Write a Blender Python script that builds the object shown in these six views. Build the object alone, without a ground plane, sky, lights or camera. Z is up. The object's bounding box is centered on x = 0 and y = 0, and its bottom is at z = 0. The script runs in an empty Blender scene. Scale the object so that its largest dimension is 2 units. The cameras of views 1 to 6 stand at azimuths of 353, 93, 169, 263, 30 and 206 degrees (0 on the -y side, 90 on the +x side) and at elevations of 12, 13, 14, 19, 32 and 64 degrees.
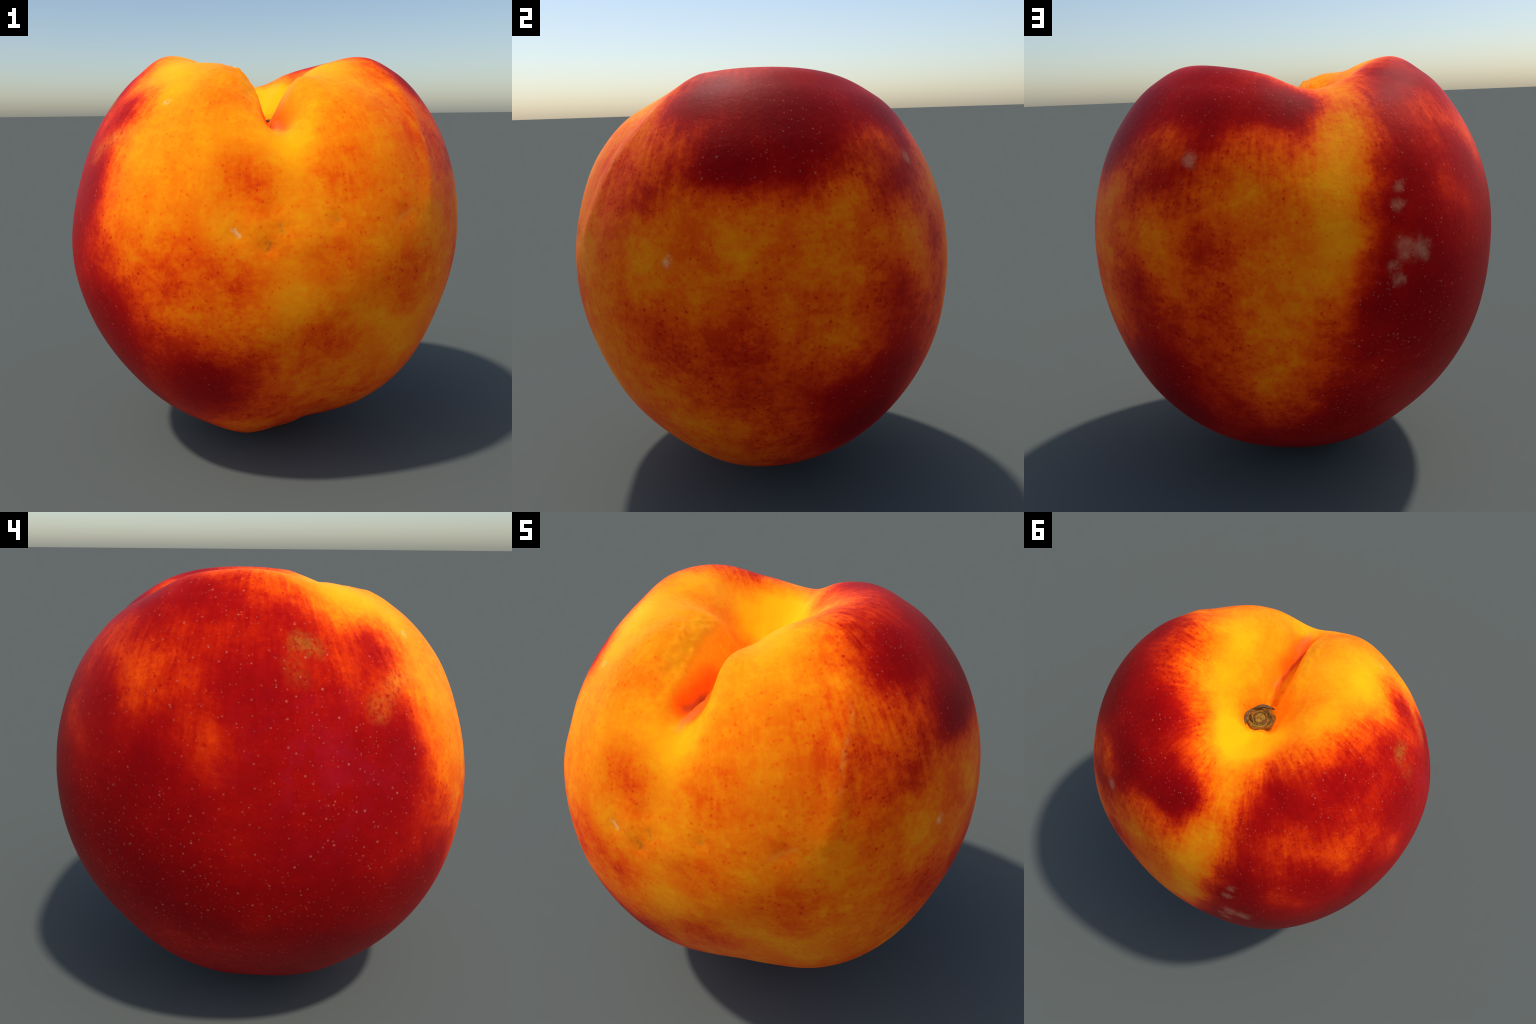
"""A ripe nectarine / peach with a deep suture cleft, standing on its tip.

The body is a loft: rings of control radii (measured from the core) at given
polar angles, joined by smooth curves; a V-shaped cleft is then carved from the
stem hollow to the front sill.  The skin colour is one 'ripeness' field made of
soft patches, noise and streaks in shader nodes, read through a colour ramp.
"""
import bpy, math, random
import numpy as np
from mathutils import Vector, noise

random.seed(7)
rng = np.random.default_rng(7)

# ------------------------------------------------------------------ body loft
CORE = np.array([0.0, -0.03, 0.97])
POLAR = np.array([0, 8, 16, 25, 35, 48, 65, 85, 105, 125, 145, 163, 180], float)          # degrees from the stem axis
AZIM = np.array([-155, -130, -100, -70, -45, -25, -12, 0, 12, 25, 45, 70, 100, 130, 155, 180], float)           # degrees, 0 = front (-y), 90 = +x
STEM_RADIUS, TIP_RADIUS = 0.676, 0.964
# one row per ring, one radius per azimuth
RINGS = [
    [0.720, 0.666, 0.726, 0.800, 0.859, 0.746, 0.721, 0.698, 0.703, 0.760, 0.786, 0.785, 0.768, 0.737, 0.704, 0.719],  # 8 degrees
    [0.830, 0.903, 0.983, 0.984, 0.990, 0.918, 0.829, 0.756, 0.854, 0.912, 0.972, 0.988, 0.979, 0.948, 0.910, 0.795],  # 16 degrees
    [1.026, 1.111, 1.133, 1.079, 1.050, 1.020, 0.916, 0.856, 0.977, 0.994, 1.043, 1.102, 1.119, 1.100, 1.055, 0.971],  # 25 degrees
    [1.089, 1.149, 1.137, 1.080, 1.062, 1.038, 0.950, 0.847, 0.993, 1.026, 1.048, 1.124, 1.146, 1.118, 1.086, 1.039],  # 35 degrees
    [1.096, 1.119, 1.102, 1.063, 1.036, 1.029, 0.976, 0.931, 0.977, 1.016, 1.046, 1.100, 1.121, 1.098, 1.058, 1.027],  # 48 degrees
    [1.055, 1.062, 1.046, 1.026, 1.017, 0.982, 0.934, 0.917, 0.932, 0.965, 1.008, 1.043, 1.064, 1.055, 1.003, 0.996],  # 65 degrees
    [1.000, 0.991, 0.991, 1.008, 0.981, 0.949, 0.907, 0.889, 0.894, 0.915, 0.959, 0.980, 1.000, 1.003, 0.956, 0.956],  # 85 degrees
    [0.954, 0.956, 0.951, 0.967, 0.958, 0.924, 0.899, 0.874, 0.868, 0.875, 0.920, 0.931, 0.958, 0.971, 0.941, 0.932],  # 105 degrees
    [0.919, 0.935, 0.922, 0.937, 0.939, 0.916, 0.888, 0.859, 0.844, 0.858, 0.906, 0.935, 0.950, 0.953, 0.932, 0.925],  # 125 degrees
    [0.934, 0.936, 0.925, 0.939, 0.933, 0.931, 0.904, 0.876, 0.862, 0.853, 0.894, 0.944, 0.952, 0.950, 0.936, 0.930],  # 145 degrees
    [0.961, 0.977, 0.944, 0.954, 0.951, 0.952, 0.937, 0.920, 0.913, 0.901, 0.905, 0.949, 0.964, 0.956, 0.951, 0.955],  # 163 degrees
]
CLEFT = dict(yL=0.120, yR=-0.000, kL=3.400, kR=1.900, uL=-0.032, uR=-0.016, z0=1.643, slope=0.050, back=0.900, k=0.065)


def hermite(xk, yk, x):
    """Smooth curve through control values (non-uniform Catmull-Rom)."""
    m = np.empty_like(yk)
    h = np.diff(xk)[:, None]
    s = np.diff(yk, axis=0) / h
    m[1:-1] = (s[:-1] * h[1:] + s[1:] * h[:-1]) / (h[1:] + h[:-1])
    m[0], m[-1] = s[0], s[-1]
    i = np.clip(np.searchsorted(xk, x, side="right") - 1, 0, len(xk) - 2)
    H = h[i]
    t = ((x - xk[i]) / H[:, 0])[:, None]
    return ((2 * t**3 - 3 * t**2 + 1) * yk[i] + (t**3 - 2 * t**2 + t) * H * m[i]
            + (-2 * t**3 + 3 * t**2) * yk[i + 1] + (t**3 - t**2) * H * m[i + 1])


AZ3 = np.concatenate([AZIM - 360, AZIM, AZIM + 360])


def round_ring(ring, az):
    return hermite(AZ3, np.tile(ring, 3)[:, None], az)[:, 0]


def body_radii(theta, phi):
    """Radii of the uncut body on a grid of polar and azimuth angles (degrees)."""
    rows = [np.full(len(AZIM), STEM_RADIUS), *RINGS, np.full(len(AZIM), TIP_RADIUS)]
    across = np.where(AZIM > 0, AZIM - 180, AZIM + 180)
    rows = ([round_ring(rows[2], across), round_ring(rows[1], across)] + rows
            + [round_ring(rows[-2], across), round_ring(rows[-3], across)])
    knots = np.concatenate([-POLAR[1:3][::-1], POLAR, 360 - POLAR[-3:-1][::-1]])
    grid = np.array([round_ring(np.asarray(r, float), phi) for r in rows])
    return hermite(knots, grid, theta)


def cleft_radii(D):
    """Distance from the core to the walls of the cleft along directions D."""
    k = CLEFT
    dx = D[..., 0] - 0.075 * D[..., 1]
    u0 = CORE[0] - 0.075 * CORE[1] - 0.012
    dz = D[..., 2] - k["slope"] * D[..., 1]
    z0 = CORE[2] - k["z0"] - k["slope"] * (CORE[1] + 0.45)

    def leave(nd, n0):
        return np.where(nd > 1e-4, -n0 / np.maximum(nd, 1e-4), 50.0)

    left = leave(dz + k["kL"] * (dx + k["yL"] * D[..., 1]), z0 + k["kL"] * (u0 - k["uL"] + k["yL"] * (CORE[1] + 0.4)))
    right = leave(dz - k["kR"] * (dx + k["yR"] * D[..., 1]), z0 - k["kR"] * (u0 - k["uR"] + k["yR"] * (CORE[1] + 0.4)))
    back = leave(dz - k["back"] * D[..., 1], z0 - k["back"] * (CORE[1] + 0.10))
    floor = leave(dz, z0)
    return np.clip(np.maximum.reduce([left, right, back, floor]), 0, 5)


def smooth_min(a, b, k):
    h = np.clip(0.5 + 0.5 * (b - a) / k, 0, 1)
    return b * (1 - h) + a * h - k * h * (1 - h)


def directions(theta, phi):
    T, P = np.meshgrid(np.radians(theta), np.radians(phi), indexing="ij")
    return np.stack([np.sin(T) * np.sin(P), -np.sin(T) * np.cos(P), np.cos(T)], -1)


FOLD_LINE = np.array([(-0.72, -0.040), (-0.60, -0.041), (-0.52, -0.041), (-0.44, -0.030), (-0.39, -0.015), (-0.33, -0.003),
                      (-0.26, 0.002), (-0.16, -0.008), (-0.05, -0.020)])


def fold_x(y):
    """Where the lip of the fold runs, seen from above."""
    y = np.asarray(y, float)
    return hermite(FOLD_LINE[:, 0], FOLD_LINE[:, 1:], np.clip(y, -0.71, -0.06).ravel())[:, 0].reshape(y.shape)


def body_points(theta, phi):
    D = directions(theta, phi)
    r = smooth_min(body_radii(theta, phi), cleft_radii(D), CLEFT["k"])
    P = CORE + D * r[..., None]
    # thin fold at the bottom of the cleft, from the stem to the front sill
    y = P[..., 1]
    fold = fold_x(y)
    along = np.clip((y + 0.69) / 0.10, 0, 1) * np.clip((-0.09 - y) / 0.05, 0, 1)
    step = np.clip((fold - P[..., 0]) / 0.014, 0, 1)
    end = np.clip((P[..., 0] - fold + 0.060) / 0.025, 0, 1)
    cut = step ** 2 * (3 - 2 * step) * end * along * (P[..., 2] < 1.80) * (theta[:, None] < 60)
    P = P - D * (0.032 * cut)[..., None]
    # faint ridge down the right shoulder
    ridge = np.full(P.shape[:2], 9.0)
    for a, b in zip(RIDGE[:-1], RIDGE[1:]):
        a, b = np.array(a), np.array(b)
        t = np.clip(((P - a) @ (b - a)) / ((b - a) @ (b - a)), 0, 1)
        ridge = np.minimum(ridge, np.linalg.norm(P - a - t[..., None] * (b - a), axis=-1))
    P = P + D * (0.009 * np.exp(-(ridge / 0.05) ** 2))[..., None]
    # pitted, lumpy skin round the mouth of the cleft and in the hollow
    for i in np.nonzero(theta < 45)[0]:
        for j in range(P.shape[1]):
            q = Vector(P[i, j])
            rim = math.exp(-((q.x + 0.11) / 0.10) ** 2 - ((q.y + 0.38) / 0.22) ** 2)
            bowl = math.exp(-((q.x ** 2 + (q.y - 0.05) ** 2) / 0.07))
            if rim + bowl > 0.05:
                lump = noise.fractal(q * 20, 0.6, 2.0, 4)
                P[i, j] += D[i, j] * lump * (0.018 * rim + 0.005 * bowl)
    # puckers and little dents on the front below the cleft
    for (x, y0, z), depth, width in PUCKERS:
        P = P - D * (depth * np.exp(-((P - np.array([x, y0, z])) ** 2).sum(-1) / width ** 2))[..., None]
    # round hollow in which the stem scar sits
    d = np.hypot(P[..., 0] - SCAR[0], P[..., 1] - SCAR[1])
    cup = SCAR[2] + 2.0 * np.clip(d - 0.078, 0, None)
    near = (theta[:, None] < 60) & (d < 0.3)
    P[..., 2] = np.where(near, smooth_min(P[..., 2], cup, 0.025), P[..., 2])
    return P


PUCKERS = [((-0.113, -0.90, 1.18), 0.010, 0.030), ((-0.05, -0.89, 1.25), 0.007, 0.035), ((0.176, -0.876, 1.28), 0.006, 0.030),
           ((-0.24, -0.88, 1.23), 0.006, 0.035), ((-0.08, -0.86, 1.33), 0.006, 0.045), ((-0.16, -0.89, 1.27), -0.006, 0.05),
           ((0.06, -0.89, 1.20), -0.006, 0.06), ((0.49, -0.79, 1.28), 0.006, 0.04), ((-0.72, -0.55, 1.42), 0.008, 0.09)]
RIDGE = [(0.47, -0.22, 1.93), (0.519, -0.323, 1.887), (0.604, -0.477, 1.725), (0.626, -0.565, 1.615), (0.636, -0.644, 1.47), (0.62, -0.70, 1.33)]
SCAR = (0.0, -0.016, 1.650)
theta = np.concatenate([np.linspace(0.4, 52, 150), np.linspace(52.6, 179.6, 170)])
phi = np.linspace(-180, 180, 361)[:-1]
grid = body_points(theta, phi)
nt, npz = grid.shape[:2]
top = grid[0].mean(0)
tip = grid[-1].mean(0)
verts = np.concatenate([grid.reshape(-1, 3), [top, tip]])
LIFT = -verts[:, 2].min()
verts[:, 2] += LIFT
faces = []
for i in range(nt - 1):
    for j in range(npz):
        j2 = (j + 1) % npz
        faces.append((i * npz + j, (i + 1) * npz + j, (i + 1) * npz + j2, i * npz + j2))
for j in range(npz):
    j2 = (j + 1) % npz
    faces.append((nt * npz, j, j2))
    faces.append((nt * npz + 1, (nt - 1) * npz + j2, (nt - 1) * npz + j))


def make_object(name, verts, faces, material, parent=None, location=(0, 0, 0)):
    me = bpy.data.meshes.new(name)
    me.from_pydata([tuple(v) for v in verts], [], faces)
    me.polygons.foreach_set("use_smooth", [True] * len(me.polygons))
    me.materials.append(material)
    me.update()
    ob = bpy.data.objects.new(name, me)
    ob.location = location
    bpy.context.collection.objects.link(ob)
    if parent:
        ob.parent = parent
    return ob


# ------------------------------------------------------------------ node kit
class Kit:
    def __init__(self, name):
        self.mat = bpy.data.materials.new(name)
        self.mat.use_nodes = True
        self.t = self.mat.node_tree
        self.t.nodes.clear()
        self.pos = self.node("ShaderNodeTexCoord").outputs["Object"]

    def node(self, kind, **kw):
        n = self.t.nodes.new(kind)
        for k, v in kw.items():
            setattr(n, k, v)
        return n

    def put(self, socket, value):
        if isinstance(value, bpy.types.NodeSocket):
            self.t.links.new(value, socket)
        elif value is not None:
            socket.default_value = value

    def math(self, op, a, b=None, c=None, clamp=False):
        n = self.node("ShaderNodeMath", operation=op, use_clamp=clamp)
        for s, v in zip(n.inputs, (a, b, c)):
            self.put(s, v)
        return n.outputs[0]

    def vec(self, op, a, b=None, out=0, scale=None):
        n = self.node("ShaderNodeVectorMath", operation=op)
        self.put(n.inputs[0], a)
        if b is not None:
            self.put(n.inputs[1], b)
        if scale is not None:
            self.put(n.inputs["Scale"], scale)
        return n.outputs[out]

    def ramp(self, x, lo, hi, a=0.0, b=1.0):
        n = self.node("ShaderNodeMapRange", interpolation_type="SMOOTHSTEP", clamp=False)  # smoothstep clamps by itself
        for s, v in zip(n.inputs, (x, lo, hi, a, b)):
            self.put(s, v)
        return n.outputs[0]

    def noise(self, vector, scale, detail=2.0, rough=0.5, distort=0.0, out=0):
        n = self.node("ShaderNodeTexNoise")
        for k, v in (("Vector", vector), ("Scale", scale), ("Detail", detail), ("Roughness", rough), ("Distortion", distort)):
            self.put(n.inputs[k], v)
        return n.outputs[out]

    def voronoi(self, vector, scale):
        n = self.node("ShaderNodeTexVoronoi")
        self.put(n.inputs["Vector"], vector)
        self.put(n.inputs["Scale"], scale)
        return n.outputs["Distance"], n.outputs["Color"]

    def mix(self, f, a, b, blend="MIX"):
        n = self.node("ShaderNodeMix", data_type="RGBA", blend_type=blend)
        self.put(n.inputs[0], f)
        self.put(n.inputs[6], a if isinstance(a, bpy.types.NodeSocket) else (*a, 1))
        self.put(n.inputs[7], b if isinstance(b, bpy.types.NodeSocket) else (*b, 1))
        return n.outputs[2]

    def colours(self, x, stops):
        n = self.node("ShaderNodeValToRGB")
        e = n.color_ramp.elements
        while len(e) < len(stops):
            e.new(0.5)
        for el, (p, c) in zip(e, stops):
            el.position = p
            el.color = (*c, 1)
        self.put(n.inputs[0], x)
        return n.outputs[0]

    def blob(self, vector, centre, radius, amount=1.0):
        d = self.vec("DISTANCE", vector, centre, out=1)
        return self.ramp(d, radius, 0.0, 0.0, amount)

    def capsule(self, vector, a, b, r0, r1, amount=1.0):
        """Soft mask round the straight line from a to b."""
        a, b = Vector(a), Vector(b)
        ab = b - a
        rel = self.vec("SUBTRACT", vector, tuple(a))
        t = self.math("DIVIDE", self.vec("DOT_PRODUCT", rel, tuple(ab), out=1), ab.length_squared)
        t = self.math("MINIMUM", self.math("MAXIMUM", t, 0.0), 1.0)
        near = self.vec("SCALE", tuple(ab), scale=t)
        return self.ramp(self.vec("DISTANCE", rel, near, out=1), r1, r0, 0.0, amount)

    def finish(self, colour, rough, normal=None, **extra):
        p = self.node("ShaderNodeBsdfPrincipled")
        self.put(p.inputs["Base Color"], colour)
        self.put(p.inputs["Roughness"], rough)
        for k, v in extra.items():
            self.put(p.inputs[k], v)
        if normal is not None:
            self.put(p.inputs["Normal"], normal)
        o = self.node("ShaderNodeOutputMaterial")
        self.t.links.new(p.outputs[0], o.inputs[0])
        return self.mat


    def finish_skin(self, colour, rough, normal):
        """Matt skin, an added subsurface layer that lightens the shaded side, and a waxy bloom at grazing angles."""
        skin = self.node("ShaderNodeBsdfPrincipled")
        self.put(skin.inputs["Base Color"], self.mix(1.0, colour, (0.87, 0.86, 0.90), "MULTIPLY"))  # skin tone dimmed to bring down the brightness of the sunlit side
        self.put(skin.inputs["Roughness"], 0.8)
        self.put(skin.inputs["Specular IOR Level"], 0.0)
        flesh = self.node("ShaderNodeSubsurfaceScattering", falloff="BURLEY")  # lifts the skin in shade above what its matt colour gives
        self.put(flesh.inputs["Color"], self.mix(1.0, colour, (0.37, 0.37, 0.37), "MULTIPLY"))
        self.put(flesh.inputs["Radius"], (1.0, 1.0, 1.0))
        self.put(flesh.inputs["Scale"], 2.0)
        wax = self.node("ShaderNodeBsdfPrincipled")
        self.put(wax.inputs["Base Color"], (0, 0, 0, 1))
        self.put(wax.inputs["Metallic"], 1.0)
        self.put(wax.inputs["Roughness"], rough)
        for n in (skin, flesh, wax):
            self.put(n.inputs["Normal"], normal)
        a1, a2 = self.node("ShaderNodeAddShader"), self.node("ShaderNodeAddShader")
        self.t.links.new(skin.outputs[0], a1.inputs[0])
        self.t.links.new(flesh.outputs[0], a1.inputs[1])
        self.t.links.new(a1.outputs[0], a2.inputs[0])
        self.t.links.new(wax.outputs[0], a2.inputs[1])
        o = self.node("ShaderNodeOutputMaterial")
        self.t.links.new(a2.outputs[0], o.inputs[0])
        return self.mat


# ------------------------------------------------------------------ skin colour
# blush patches: x, y, z, radius, change of ripeness (red +, yellow -)
BROAD_BLUSH = [
    (-0.17, -0.52, 1.83, 0.90, -0.65),
    (-0.94, 0.14, 1.37, 0.90, +0.32),
    (-0.53, 0.79, 0.90, 0.90, +0.47),
    (0.35, -0.86, 0.96, 0.90, -0.37),
    (-0.77, -0.20, 0.46, 0.90, +0.44),
    (0.55, 0.57, 0.48, 0.90, +0.21),
    (-0.10, 0.30, 0.07, 0.90, +0.37),
    (0.74, 0.15, 1.81, 0.55, +0.44),
    (0.34, 0.52, 1.85, 0.55, +0.29),
    (0.14, 0.88, 1.30, 0.55, -0.17),
    (-0.45, 0.56, 1.81, 0.55, +0.11),
    (0.98, 0.11, 1.30, 0.55, -0.13),
    (0.71, -0.29, 0.42, 0.55, -0.16),
    (-0.98, -0.25, 1.03, 0.55, +0.14),
]
SMALL_BLUSH = [
    (-0.01, 0.25, 1.78, 0.35, -0.69),
    (-0.17, -0.52, 1.83, 0.35, +0.30),
    (-0.87, -0.44, 1.30, 0.35, +0.22),
    (-0.62, -0.75, 1.28, 0.35, -0.21),
    (0.27, 0.86, 0.84, 0.35, -0.24),
    (0.24, -0.03, 1.89, 0.35, -0.40),
    (-0.70, 0.11, 1.84, 0.35, +0.12),
    (-0.38, -0.78, 0.60, 0.35, +0.25),
    (-0.77, -0.62, 0.85, 0.35, +0.26),
    (-0.33, 0.82, 1.51, 0.35, +0.29),
    (0.43, -0.54, 1.77, 0.35, -0.15),
    (-0.84, -0.23, 1.58, 0.35, +0.12),
    (0.95, -0.05, 0.83, 0.35, +0.14),
    (0.70, 0.42, 0.50, 0.35, +0.31),
    (0.78, 0.57, 0.90, 0.35, +0.13),
    (0.59, -0.68, 0.72, 0.35, -0.12),
    (-0.56, 0.78, 0.94, 0.35, -0.12),
    (0.12, -0.10, 0.02, 0.35, -0.21),
    (0.76, -0.53, 1.46, 0.35, +0.09),
    (-0.24, -0.72, 0.44, 0.35, +0.15),
    (-0.86, 0.39, 0.83, 0.35, +0.14),
    (0.01, 0.76, 0.48, 0.35, +0.14),
    (-0.24, 0.92, 1.11, 0.35, +0.11),
    (-0.42, -0.81, 1.42, 0.35, -0.11),
    (-0.66, -0.35, 1.74, 0.24, +0.40),
    (-0.08, 0.70, 1.71, 0.24, -0.30),
    (0.65, -0.24, 1.87, 0.24, +0.28),
    (0.90, -0.10, 1.58, 0.24, +0.34),
    (0.90, -0.39, 1.26, 0.24, -0.26),
    (-0.41, -0.00, 1.99, 0.24, -0.30),
    (0.51, -0.80, 0.99, 0.24, +0.34),
    (-0.51, -0.22, 1.91, 0.24, -0.29),
    (0.16, -0.87, 0.79, 0.24, +0.26),
    (0.12, 0.61, 1.80, 0.24, +0.29),
    (0.17, -0.82, 1.47, 0.24, +0.17),
    (-0.12, 0.52, 1.85, 0.24, -0.24),
    (-0.34, 0.13, 1.96, 0.24, -0.22),
    (-0.27, -0.89, 1.24, 0.24, -0.22),
    (-0.55, 0.25, 1.95, 0.24, +0.19),
    (0.29, -0.32, 1.92, 0.24, -0.25),
    (-0.31, 0.49, 1.89, 0.24, +0.25),
    (0.42, -0.75, 1.54, 0.24, -0.14),
    (-0.04, -0.92, 0.95, 0.24, -0.21),
    (0.01, 0.83, 1.50, 0.24, -0.23),
    (0.71, 0.56, 1.51, 0.24, +0.20),
    (-0.22, 0.68, 1.75, 0.24, +0.22),
    (-0.17, -0.83, 1.45, 0.24, +0.28),
    (0.40, -0.12, 1.97, 0.24, +0.18),
    (0.46, 0.74, 1.47, 0.24, -0.29),
    (0.01, 0.91, 1.23, 0.24, -0.28),
    (0.70, -0.67, 1.25, 0.24, -0.13),
    (-0.40, -0.87, 0.85, 0.24, -0.18),
    (0.84, 0.39, 1.50, 0.24, -0.15),
    (-0.20, -0.54, 0.22, 0.24, -0.18),
    (-0.63, -0.61, 1.55, 0.24, -0.17),
    (-0.01, -0.78, 1.53, 0.24, -0.20),
    (0.32, 0.26, 1.96, 0.24, +0.17),
    (0.96, -0.06, 1.40, 0.24, -0.16),
    (0.72, 0.64, 1.30, 0.24, -0.28),
    (0.58, 0.73, 1.30, 0.24, +0.22),
    (-0.51, 0.43, 1.89, 0.24, +0.16),
    (0.90, 0.34, 0.88, 0.24, -0.24),
    (0.89, -0.41, 0.97, 0.24, +0.18),
    (-0.19, 0.11, 1.83, 0.24, -0.18),
    (-0.49, -0.44, 1.82, 0.24, -0.13),
    (-0.60, 0.67, 1.55, 0.24, +0.20),
    (0.46, 0.55, 1.77, 0.24, +0.17),
    (0.87, 0.32, 0.74, 0.24, +0.22),
    (0.89, 0.15, 1.59, 0.24, +0.13),
    (-0.69, -0.07, 1.83, 0.24, +0.14),
    (-0.80, -0.46, 1.45, 0.24, +0.13),
    (-0.87, 0.10, 1.60, 0.24, +0.10),
    (0.25, 0.77, 0.57, 0.24, -0.17),
    (0.78, 0.59, 1.18, 0.24, +0.20),
    (0.19, 0.90, 1.10, 0.24, -0.15),
    (0.53, 0.68, 1.54, 0.24, +0.19),
    (0.63, 0.52, 1.67, 0.24, -0.14),
    (0.34, 0.73, 1.60, 0.24, -0.10),
    (0.95, -0.29, 1.11, 0.24, -0.11),
    (0.70, 0.58, 0.71, 0.24, +0.13),
    (-0.29, -0.91, 1.04, 0.24, +0.08),
    (-0.11, -0.85, 0.66, 0.24, +0.12),
    (0.25, -0.89, 1.13, 0.24, +0.12),
    (0.82, -0.20, 1.70, 0.24, +0.08),
    (0.89, 0.42, 1.26, 0.24, -0.09),
    (-0.74, -0.62, 1.35, 0.24, -0.14),
    (0.92, -0.24, 1.46, 0.24, -0.08),
    (-0.32, -0.66, 1.73, 0.24, +0.11),
    (-0.48, 0.78, 1.49, 0.24, -0.16),
    (-0.14, 0.79, 1.60, 0.24, -0.11),
    (-0.89, 0.30, 1.42, 0.24, -0.11),
    (0.68, 0.69, 1.10, 0.24, -0.09),
    (-0.69, 0.55, 1.59, 0.24, -0.10),
    (-0.82, 0.48, 1.39, 0.24, +0.11),
    (-0.03, -0.89, 1.28, 0.24, -0.10),
    (0.59, -0.67, 1.51, 0.24, -0.08),
]
BLUSH = BROAD_BLUSH + SMALL_BLUSH


def skin_material():
    k = Kit("peach_skin")
    pos = k.pos
    # ragged patch edges: push the lookup point about with noise
    drift = k.node("ShaderNodeCombineXYZ")
    for axis, shift in enumerate(((0.0, 0.0, 0.0), (9.1, 3.7, 5.2), (4.3, 8.8, 1.9))):
        k.put(drift.inputs[axis], k.noise(k.vec("ADD", pos, shift), 6.0, 6.0, 0.68))
    wob = k.vec("SUBTRACT", drift.outputs[0], (0.5, 0.5, 0.5))
    p = k.vec("ADD", pos, k.vec("SCALE", wob, scale=0.14))
    wobbly = k.vec("ADD", pos, k.vec("SCALE", wob, scale=0.07))
    ripe = k.math("ADD", 0.65, k.blob(p, (0.0, 0.2, 1.75), 0.42, -0.16))
    for x, y, z, r, a in BLUSH:
        ripe = k.math("ADD", ripe, k.blob(p, (x, y, z), r, a))

    # golden band down the back suture, with a red margin on one side
    for a, b in zip(BAND[:-1], BAND[1:]):
        ripe = k.math("ADD", ripe, k.capsule(wobbly, a, b, 0.03, 0.15, -0.06))
    for a, b in zip(MARGIN[:-1], MARGIN[1:]):
        ripe = k.math("ADD", ripe, k.capsule(wobbly, a, b, 0.02, 0.13, 0.075))

    # streaks that run along the meridians from the stem
    sep = k.node("ShaderNodeSeparateXYZ")
    k.put(sep.inputs[0], k.vec("SUBTRACT", pos, (0.0, -0.03, 0.97)))
    flat = k.node("ShaderNodeCombineXYZ")
    k.put(flat.inputs[0], sep.outputs[0])
    k.put(flat.inputs[1], sep.outputs[1])
    around = k.vec("NORMALIZE", flat.outputs[0])
    lon = k.node("ShaderNodeCombineXYZ")
    s2 = k.node("ShaderNodeSeparateXYZ")
    k.put(s2.inputs[0], around)
    k.put(lon.inputs[0], s2.outputs[0])
    k.put(lon.inputs[1], s2.outputs[1])
    k.put(lon.inputs[2], k.math("MULTIPLY", k.vec("LENGTH", flat.outputs[0], out=1), 0.28))
    streak = k.math("SUBTRACT", k.noise(lon.outputs[0], 30.0, 5.0, 0.65), 0.5)
    upper = k.ramp(sep.outputs[2], 0.25, 0.75)
    streak_amt = k.math("MULTIPLY_ADD", upper, 0.85, 0.12)

    mid = k.math("SUBTRACT", k.noise(pos, 5.5, 5.0, 0.58), 0.5)
    fine = k.math("SUBTRACT", k.noise(pos, 45.0, 4.0, 0.7), 0.5)
    # mottling is strongest where red and yellow meet
    edge = k.math("MULTIPLY", k.ramp(ripe, 0.02, 0.6), k.ramp(ripe, 0.95, 0.6, 0.28, 1.0))
    mott = k.math("ADD", k.math("MULTIPLY", mid, 0.9), k.math("MULTIPLY", fine, 0.62))
    fleck = k.math("SUBTRACT", k.noise(k.vec("MULTIPLY", pos, (1.0, 1.0, 1.5)), 13.0, 3.0, 0.6), 0.5)
    mott = k.math("MULTIPLY_ADD", fleck, 0.55, mott)
    mott = k.math("MINIMUM", mott, 0.16)
    streak = k.math("MULTIPLY", k.math("MULTIPLY", streak, streak_amt), k.math("MULTIPLY", edge, 0.6))
    ripe = k.math("MULTIPLY_ADD", mott, k.math("MULTIPLY_ADD", edge, 0.62, k.ramp(ripe, 0.85, 0.4, 0.05, 0.24)), ripe)
    ripe = k.math("ADD", ripe, streak)

    # red pores on the yellow ground
    dist, cell = k.voronoi(pos, 36.0)
    sepc = k.node("ShaderNodeSeparateColor")
    k.put(sepc.inputs[0], cell)
    size = k.math("MULTIPLY_ADD", sepc.outputs[0], 0.16, 0.2)
    pore = k.ramp(dist, size, k.math("MULTIPLY", size, 0.35))
    pore = k.math("MULTIPLY", pore, k.ramp(sepc.outputs[1], 0.05, 0.5, 0.2, 1.0))
    pore = k.math("MULTIPLY", pore, k.math("MULTIPLY", k.ramp(ripe, 0.1, 0.32), k.ramp(ripe, 1.0, 0.6)))
    ripe = k.math("MULTIPLY_ADD", pore, 0.15, ripe)

    stops = [(0.0, (0.95, 0.41, 0.005)), (0.08, (0.95, 0.34, 0.005)), (0.16, (0.95, 0.275, 0.005)), (0.26, (0.93, 0.205, 0.004)),
             (0.36, (0.90, 0.145, 0.003)), (0.46, (0.84, 0.092, 0.003)), (0.55, (0.74, 0.053, 0.003)), (0.62, (0.61, 0.029, 0.003)),
             (0.69, (0.46, 0.0110, 0.003)), (0.75, (0.345, 0.0045, 0.0035)), (0.82, (0.275, 0.0030, 0.0035)), (1.0, (0.16, 0.0022, 0.004))]
    col = k.colours(k.math("DIVIDE", ripe, 1.25), stops)

    # pale lenticels on the red skin
    dist, cell = k.voronoi(k.vec("ADD", pos, (3.1, 1.7, 5.3)), 36.0)
    sepd = k.node("ShaderNodeSeparateColor")
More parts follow.
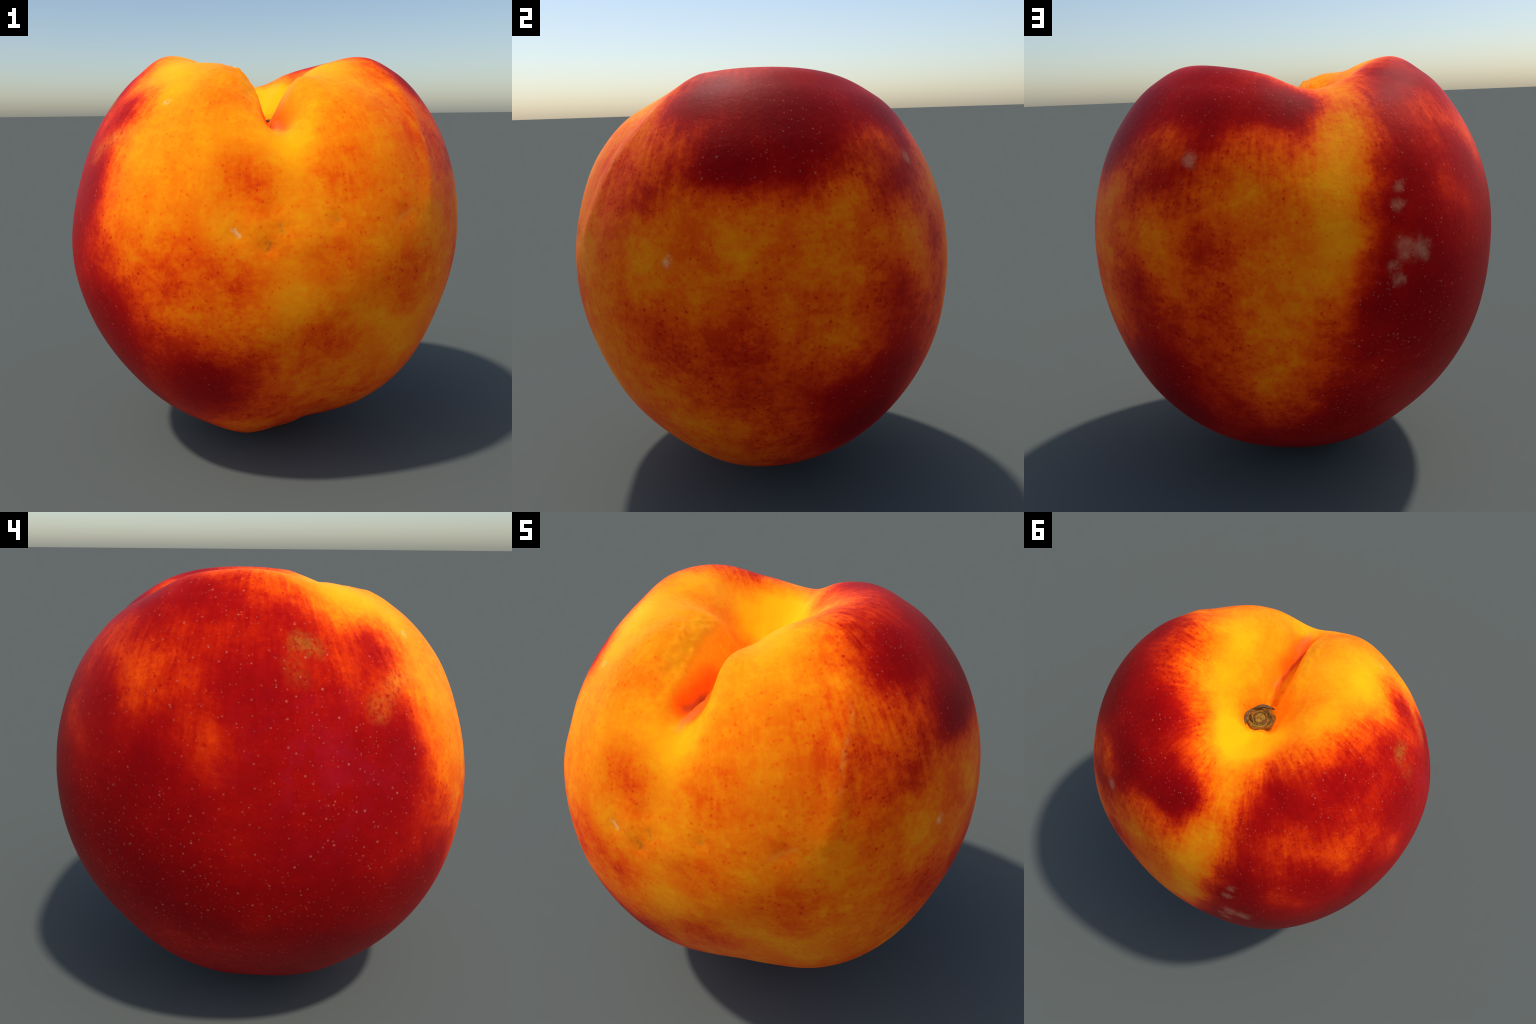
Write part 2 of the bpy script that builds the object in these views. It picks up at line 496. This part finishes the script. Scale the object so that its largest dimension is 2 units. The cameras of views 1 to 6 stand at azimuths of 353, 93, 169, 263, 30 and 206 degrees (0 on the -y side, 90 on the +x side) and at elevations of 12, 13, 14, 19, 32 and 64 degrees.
    k.put(sepd.inputs[0], cell)
    size = k.math("MULTIPLY_ADD", sepd.outputs[0], 0.14, 0.11)
    dot = k.ramp(dist, size, k.math("MULTIPLY", size, 0.3))
    crowd = k.blob(pos, (-0.55, 0.75, 0.35), 1.2, 0.5)
    dot = k.math("MULTIPLY", dot, k.ramp(k.math("ADD", sepd.outputs[1], crowd), 0.1, 1.1, 0.0, 0.42))
    dot = k.math("MULTIPLY", dot, k.ramp(ripe, 0.55, 0.95))
    col = k.mix(dot, col, (0.60, 0.22, 0.13))

    dist, cell = k.voronoi(k.vec("ADD", pos, (7.7, 2.9, 1.3)), 58.0)
    sepe = k.node("ShaderNodeSeparateColor")
    k.put(sepe.inputs[0], cell)
    size = k.math("MULTIPLY_ADD", sepe.outputs[0], 0.18, 0.14)
    speck = k.ramp(dist, size, k.math("MULTIPLY", size, 0.3))
    speck = k.math("MULTIPLY", speck, k.ramp(k.math("ADD", sepe.outputs[1], crowd), 0.2, 1.2, 0.0, 0.42))
    col = k.mix(k.math("MULTIPLY", speck, k.ramp(ripe, 0.6, 0.95)), col, (0.52, 0.16, 0.12))

    # flesh showing inside the cleft
    flesh = k.capsule(p, (0.03, -0.27, 1.70), (0.0, -0.52, 1.68), 0.02, 0.13)
    col = k.mix(k.math("MULTIPLY", flesh, 0.75), col, (0.93, 0.165, 0.004))
    deep = k.capsule(wobbly, (-0.045, -0.36, 1.70), (-0.04, -0.56, 1.66), 0.02, 0.115)
    col = k.mix(k.math("MULTIPLY", deep, 0.9), col, (0.90, 0.085, 0.003))
    lip = k.capsule(wobbly, (0.012, -0.22, 1.68), (-0.025, -0.68, 1.635), 0.0, 0.03, 0.4)
    col = k.mix(lip, col, (0.90, 0.20, 0.06))
    # greenish ground colour left on the rims of the cleft
    green = k.math("MAXIMUM", k.capsule(p, (-0.15, -0.28, 1.90), (-0.13, -0.50, 1.80), 0.0, 0.13, 0.4),
                   k.blob(p, (-0.27, -0.24, 1.93), 0.2, 0.35))
    col = k.mix(green, col, (0.66, 0.34, 0.008))
    # purplish bloom on the sunny cheek
    plum = k.math("MULTIPLY", k.blob(p, (-0.95, -0.10, 1.36), 0.5, 0.28), k.ramp(k.noise(pos, 9.0, 4.0, 0.65), 0.42, 0.7))
    col = k.mix(plum, col, (0.34, 0.010, 0.030))
    for a, b in zip(FOLD[:-1], FOLD[1:]):  # dark red strip along the fold in the cleft
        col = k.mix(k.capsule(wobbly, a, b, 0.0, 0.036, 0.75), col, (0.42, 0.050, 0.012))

    # dusty bloom and healed scuffs
    scuff = k.math("MULTIPLY", k.math("SUBTRACT", k.noise(pos, 24.0, 4.0, 0.7), 0.5), 1.9)
    bloom = 0.0
    tatter = k.ramp(k.noise(pos, 55.0, 3.0, 0.6), 0.3, 0.62)
    for c, r in BLOOM:
        bloom = k.math("MAXIMUM", bloom, k.blob(wobbly, c, r * 1.3, 1.0))
    bloom = k.math("MULTIPLY", k.ramp(k.math("ADD", bloom, scuff), 0.2, 1.5), k.ramp(bloom, 0.02, 0.8, 0.0, 0.38))
    col = k.mix(bloom, col, (0.62, 0.33, 0.17))
    for a, b, w, c, amt in SCRATCHES:
        col = k.mix(k.math("MULTIPLY", k.capsule(wobbly, a, b, 0.0, w * 1.2, amt), tatter), col, c)

    bump = k.node("ShaderNodeBump")
    k.put(bump.inputs["Strength"], 0.2)
    k.put(bump.inputs["Distance"], 0.01)
    k.put(bump.inputs["Height"], k.noise(pos, 30.0, 5.0, 0.6))
    return k.finish_skin(col, 0.58, bump.outputs[0])


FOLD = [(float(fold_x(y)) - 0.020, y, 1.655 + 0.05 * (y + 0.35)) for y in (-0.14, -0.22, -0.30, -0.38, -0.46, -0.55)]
BAND = [(-0.055, 0.53, 1.84), (-0.05, 0.70, 1.70), (-0.022, 0.80, 1.545), (0.03, 0.88, 1.345), (0.035, 0.912, 1.17)]
MARGIN = [(-0.224, 0.78, 1.62), (-0.165, 0.87, 1.41), (-0.13, 0.91, 1.225), (-0.10, 0.92, 1.035), (-0.09, 0.90, 0.85)]
BLOOM = [((-0.24, 0.913, 1.235), 0.08), ((-0.30, 0.893, 1.225), 0.085), ((-0.219, 0.859, 1.40), 0.055), ((-0.229, 0.84, 1.47), 0.05), ((-0.19, 0.92, 1.165), 0.05), ((-0.205, 0.91, 1.115), 0.05),
         ((0.554, 0.629, 1.601), 0.06), ((0.079, 0.405, 1.814), 0.05)]
OLIVE, BROWN, PALE = (0.33, 0.17, 0.02), (0.30, 0.10, 0.012), (0.80, 0.50, 0.22)
SCRATCHES = [
    ((-0.65, -0.50, 1.63), (-0.735, -0.42, 1.60), 0.05, (0.80, 0.27, 0.02), 0.5),
    ((-0.77, -0.38, 1.575), (-0.84, -0.33, 1.53), 0.065, (0.62, 0.15, 0.015), 0.4),
    ((-0.81, -0.02, 1.70), (-0.84, -0.04, 1.66), 0.06, (0.42, 0.08, 0.012), 0.3),
    ((0.45, -0.82, 1.255), (0.53, -0.772, 1.301), 0.02, (0.85, 0.24, 0.02), 0.5),
    ((0.519, -0.323, 1.887), (0.604, -0.477, 1.725), 0.016, (0.75, 0.26, 0.05), 0.5),
    ((0.604, -0.477, 1.725), (0.626, -0.565, 1.615), 0.015, (0.62, 0.24, 0.04), 0.6),
    ((0.626, -0.565, 1.615), (0.636, -0.644, 1.47), 0.015, (0.70, 0.25, 0.04), 0.5),
    ((-0.755, -0.045, 1.757), (-0.765, -0.10, 1.745), 0.055, OLIVE, 0.42),
    ((-0.113, -0.902, 1.174), (-0.112, -0.902, 1.185), 0.026, BROWN, 0.8),
    ((-0.062, -0.889, 1.27), (-0.044, -0.892, 1.236), 0.011, OLIVE, 0.8),
    ((0.176, -0.876, 1.282), (0.178, -0.876, 1.276), 0.014, OLIVE, 0.8),
    ((-0.255, -0.877, 1.255), (-0.236, -0.884, 1.228), 0.012, PALE, 0.8),
    ((-0.505, -0.513, 1.755), (-0.487, -0.530, 1.775), 0.013, PALE, 0.9),
    ((0.94, -0.31, 1.275), (0.93, -0.32, 1.25), 0.022, PALE, 0.6),
]


# ------------------------------------------------------------------ stem scar
def scar_material(name, dark, light, scale):
    k = Kit(name)
    n = k.noise(k.pos, scale, 4.0, 0.65)
    col = k.colours(n, [(0.3, dark), (0.52, tuple(0.5 * (a + b) for a, b in zip(dark, light))), (0.7, light)])
    bump = k.node("ShaderNodeBump")
    k.put(bump.inputs["Strength"], 0.4)
    k.put(bump.inputs["Distance"], 0.006)
    k.put(bump.inputs["Height"], n)
    return k.finish(col, 0.7, bump.outputs[0], **{"Specular IOR Level": 0.25})


def lathe(profile, wobble, segs=72, seed=0):
    """Spin a profile of (radius, height), with an uneven outline."""
    r_ = np.random.default_rng(seed)
    ph = [(r_.uniform(0, 6.28), r_.uniform(0.4, 1.0)) for _ in range(8)]
    V, Fc = [], []
    for i, (r, z) in enumerate(profile):
        for j in range(segs):
            a = 2 * math.pi * j / segs
            w = sum(q * math.sin((m + 2) * a + f + 0.25 * i) / (m + 2) for m, (f, q) in enumerate(ph))
            rr = r * (1 + wobble * w)
            V.append((rr * math.cos(a), rr * math.sin(a), z * (1 + 0.5 * wobble * w)))
    n = len(profile)
    for i in range(n - 1):
        for j in range(segs):
            j2 = (j + 1) % segs
            Fc.append((i * segs + j, i * segs + j2, (i + 1) * segs + j2, (i + 1) * segs + j))
    V.append((0, 0, profile[-1][1]))
    for j in range(segs):
        Fc.append(((n - 1) * segs + j, (n - 1) * segs + (j + 1) % segs, len(V) - 1))
    return V, Fc


def strip(path, width, height, n=24):
    """A thin shrivelled flap: a lens-shaped tube along a path."""
    path = np.array(path, float)
    t = np.linspace(0, len(path) - 1, n)
    k = np.arange(len(path), dtype=float)
    c = hermite(k, path, np.minimum(t, len(path) - 1.001))
    tan = np.gradient(c, axis=0)
    tan /= np.linalg.norm(tan, axis=1)[:, None]
    side = np.cross(tan, [0, 0, 1.0])
    V, Fc = [], []
    for i in range(n):
        f = math.sin(math.pi * (0.06 + 0.88 * i / (n - 1))) ** 0.7
        for j in range(8):
            a = math.pi * 2 * j / 8
            V.append(c[i] + side[i] * width * f * math.cos(a) + np.array([0, 0, height * f * math.sin(a)]))
    for i in range(n - 1):
        for j in range(8):
            j2 = (j + 1) % 8
            Fc.append((i * 8 + j, i * 8 + j2, (i + 1) * 8 + j2, (i + 1) * 8 + j))
    Fc.append(tuple(range(8))[::-1])
    Fc.append(tuple((n - 1) * 8 + j for j in range(8)))
    return V, Fc


# ------------------------------------------------------------------ assemble
peach = bpy.data.objects.new("peach", None)
bpy.context.collection.objects.link(peach)
peach["label"] = "ripe red and yellow peach with a deep cleft"
peach["category"] = "peach fruit"

skin = make_object("skin", verts, faces, skin_material(), peach)

scar_at = (SCAR[0], SCAR[1], SCAR[2] + LIFT)
stem = bpy.data.objects.new("stem_scar", None)
bpy.context.collection.objects.link(stem)
stem.location = (scar_at[0], scar_at[1], scar_at[2] + 0.001)
stem.parent = peach
brown = scar_material("dried_stem", (0.09, 0.032, 0.005), (0.44, 0.21, 0.02), 60.0)
core_m = scar_material("stem_core", (0.16, 0.07, 0.006), (0.52, 0.31, 0.03), 80.0)
dark = scar_material("shrivelled_flap", (0.07, 0.045, 0.02), (0.20, 0.13, 0.05), 70.0)
collar = [(0.083, -0.030), (0.077, 0.004), (0.069, 0.015), (0.062, 0.014), (0.056, -0.003), (0.050, -0.004), (0.045, 0.010),
          (0.039, 0.009), (0.034, -0.005), (0.012, -0.006)]
make_object("collar", *lathe(collar, 0.22, seed=11), brown, stem)
bed = [(0.062, -0.012), (0.056, 0.003), (0.030, 0.005), (0.010, 0.006)]
make_object("bed", *lathe(bed, 0.15, seed=11), scar_material("dark_brown_bed", (0.05, 0.018, 0.004), (0.24, 0.10, 0.012), 60.0), stem)
core = [(0.030, -0.006), (0.028, 0.006), (0.022, 0.011), (0.017, 0.006), (0.013, 0.010), (0.006, 0.016)]
make_object("core", *lathe(core, 0.25, seed=5), core_m, stem)
make_object("flap", *strip([(0.062, -0.028, 0.014), (0.022, -0.062, 0.020), (-0.010, -0.074, 0.016), (-0.052, -0.076, 0.012)], 0.011, 0.007), dark, stem)
make_object("flap", *strip([(0.064, -0.028, 0.014), (0.072, 0.012, 0.018), (0.062, 0.050, 0.013), (0.042, 0.095, 0.010)], 0.008, 0.007), dark, stem)
rind = scar_material("green_rind", (0.16, 0.12, 0.01), (0.42, 0.30, 0.03), 50.0)
make_object("rind", *strip([(0.045, 0.040, 0.010), (0.010, 0.058, 0.012), (-0.030, 0.050, 0.012), (-0.052, 0.022, 0.011)], 0.007, 0.006), rind, stem)
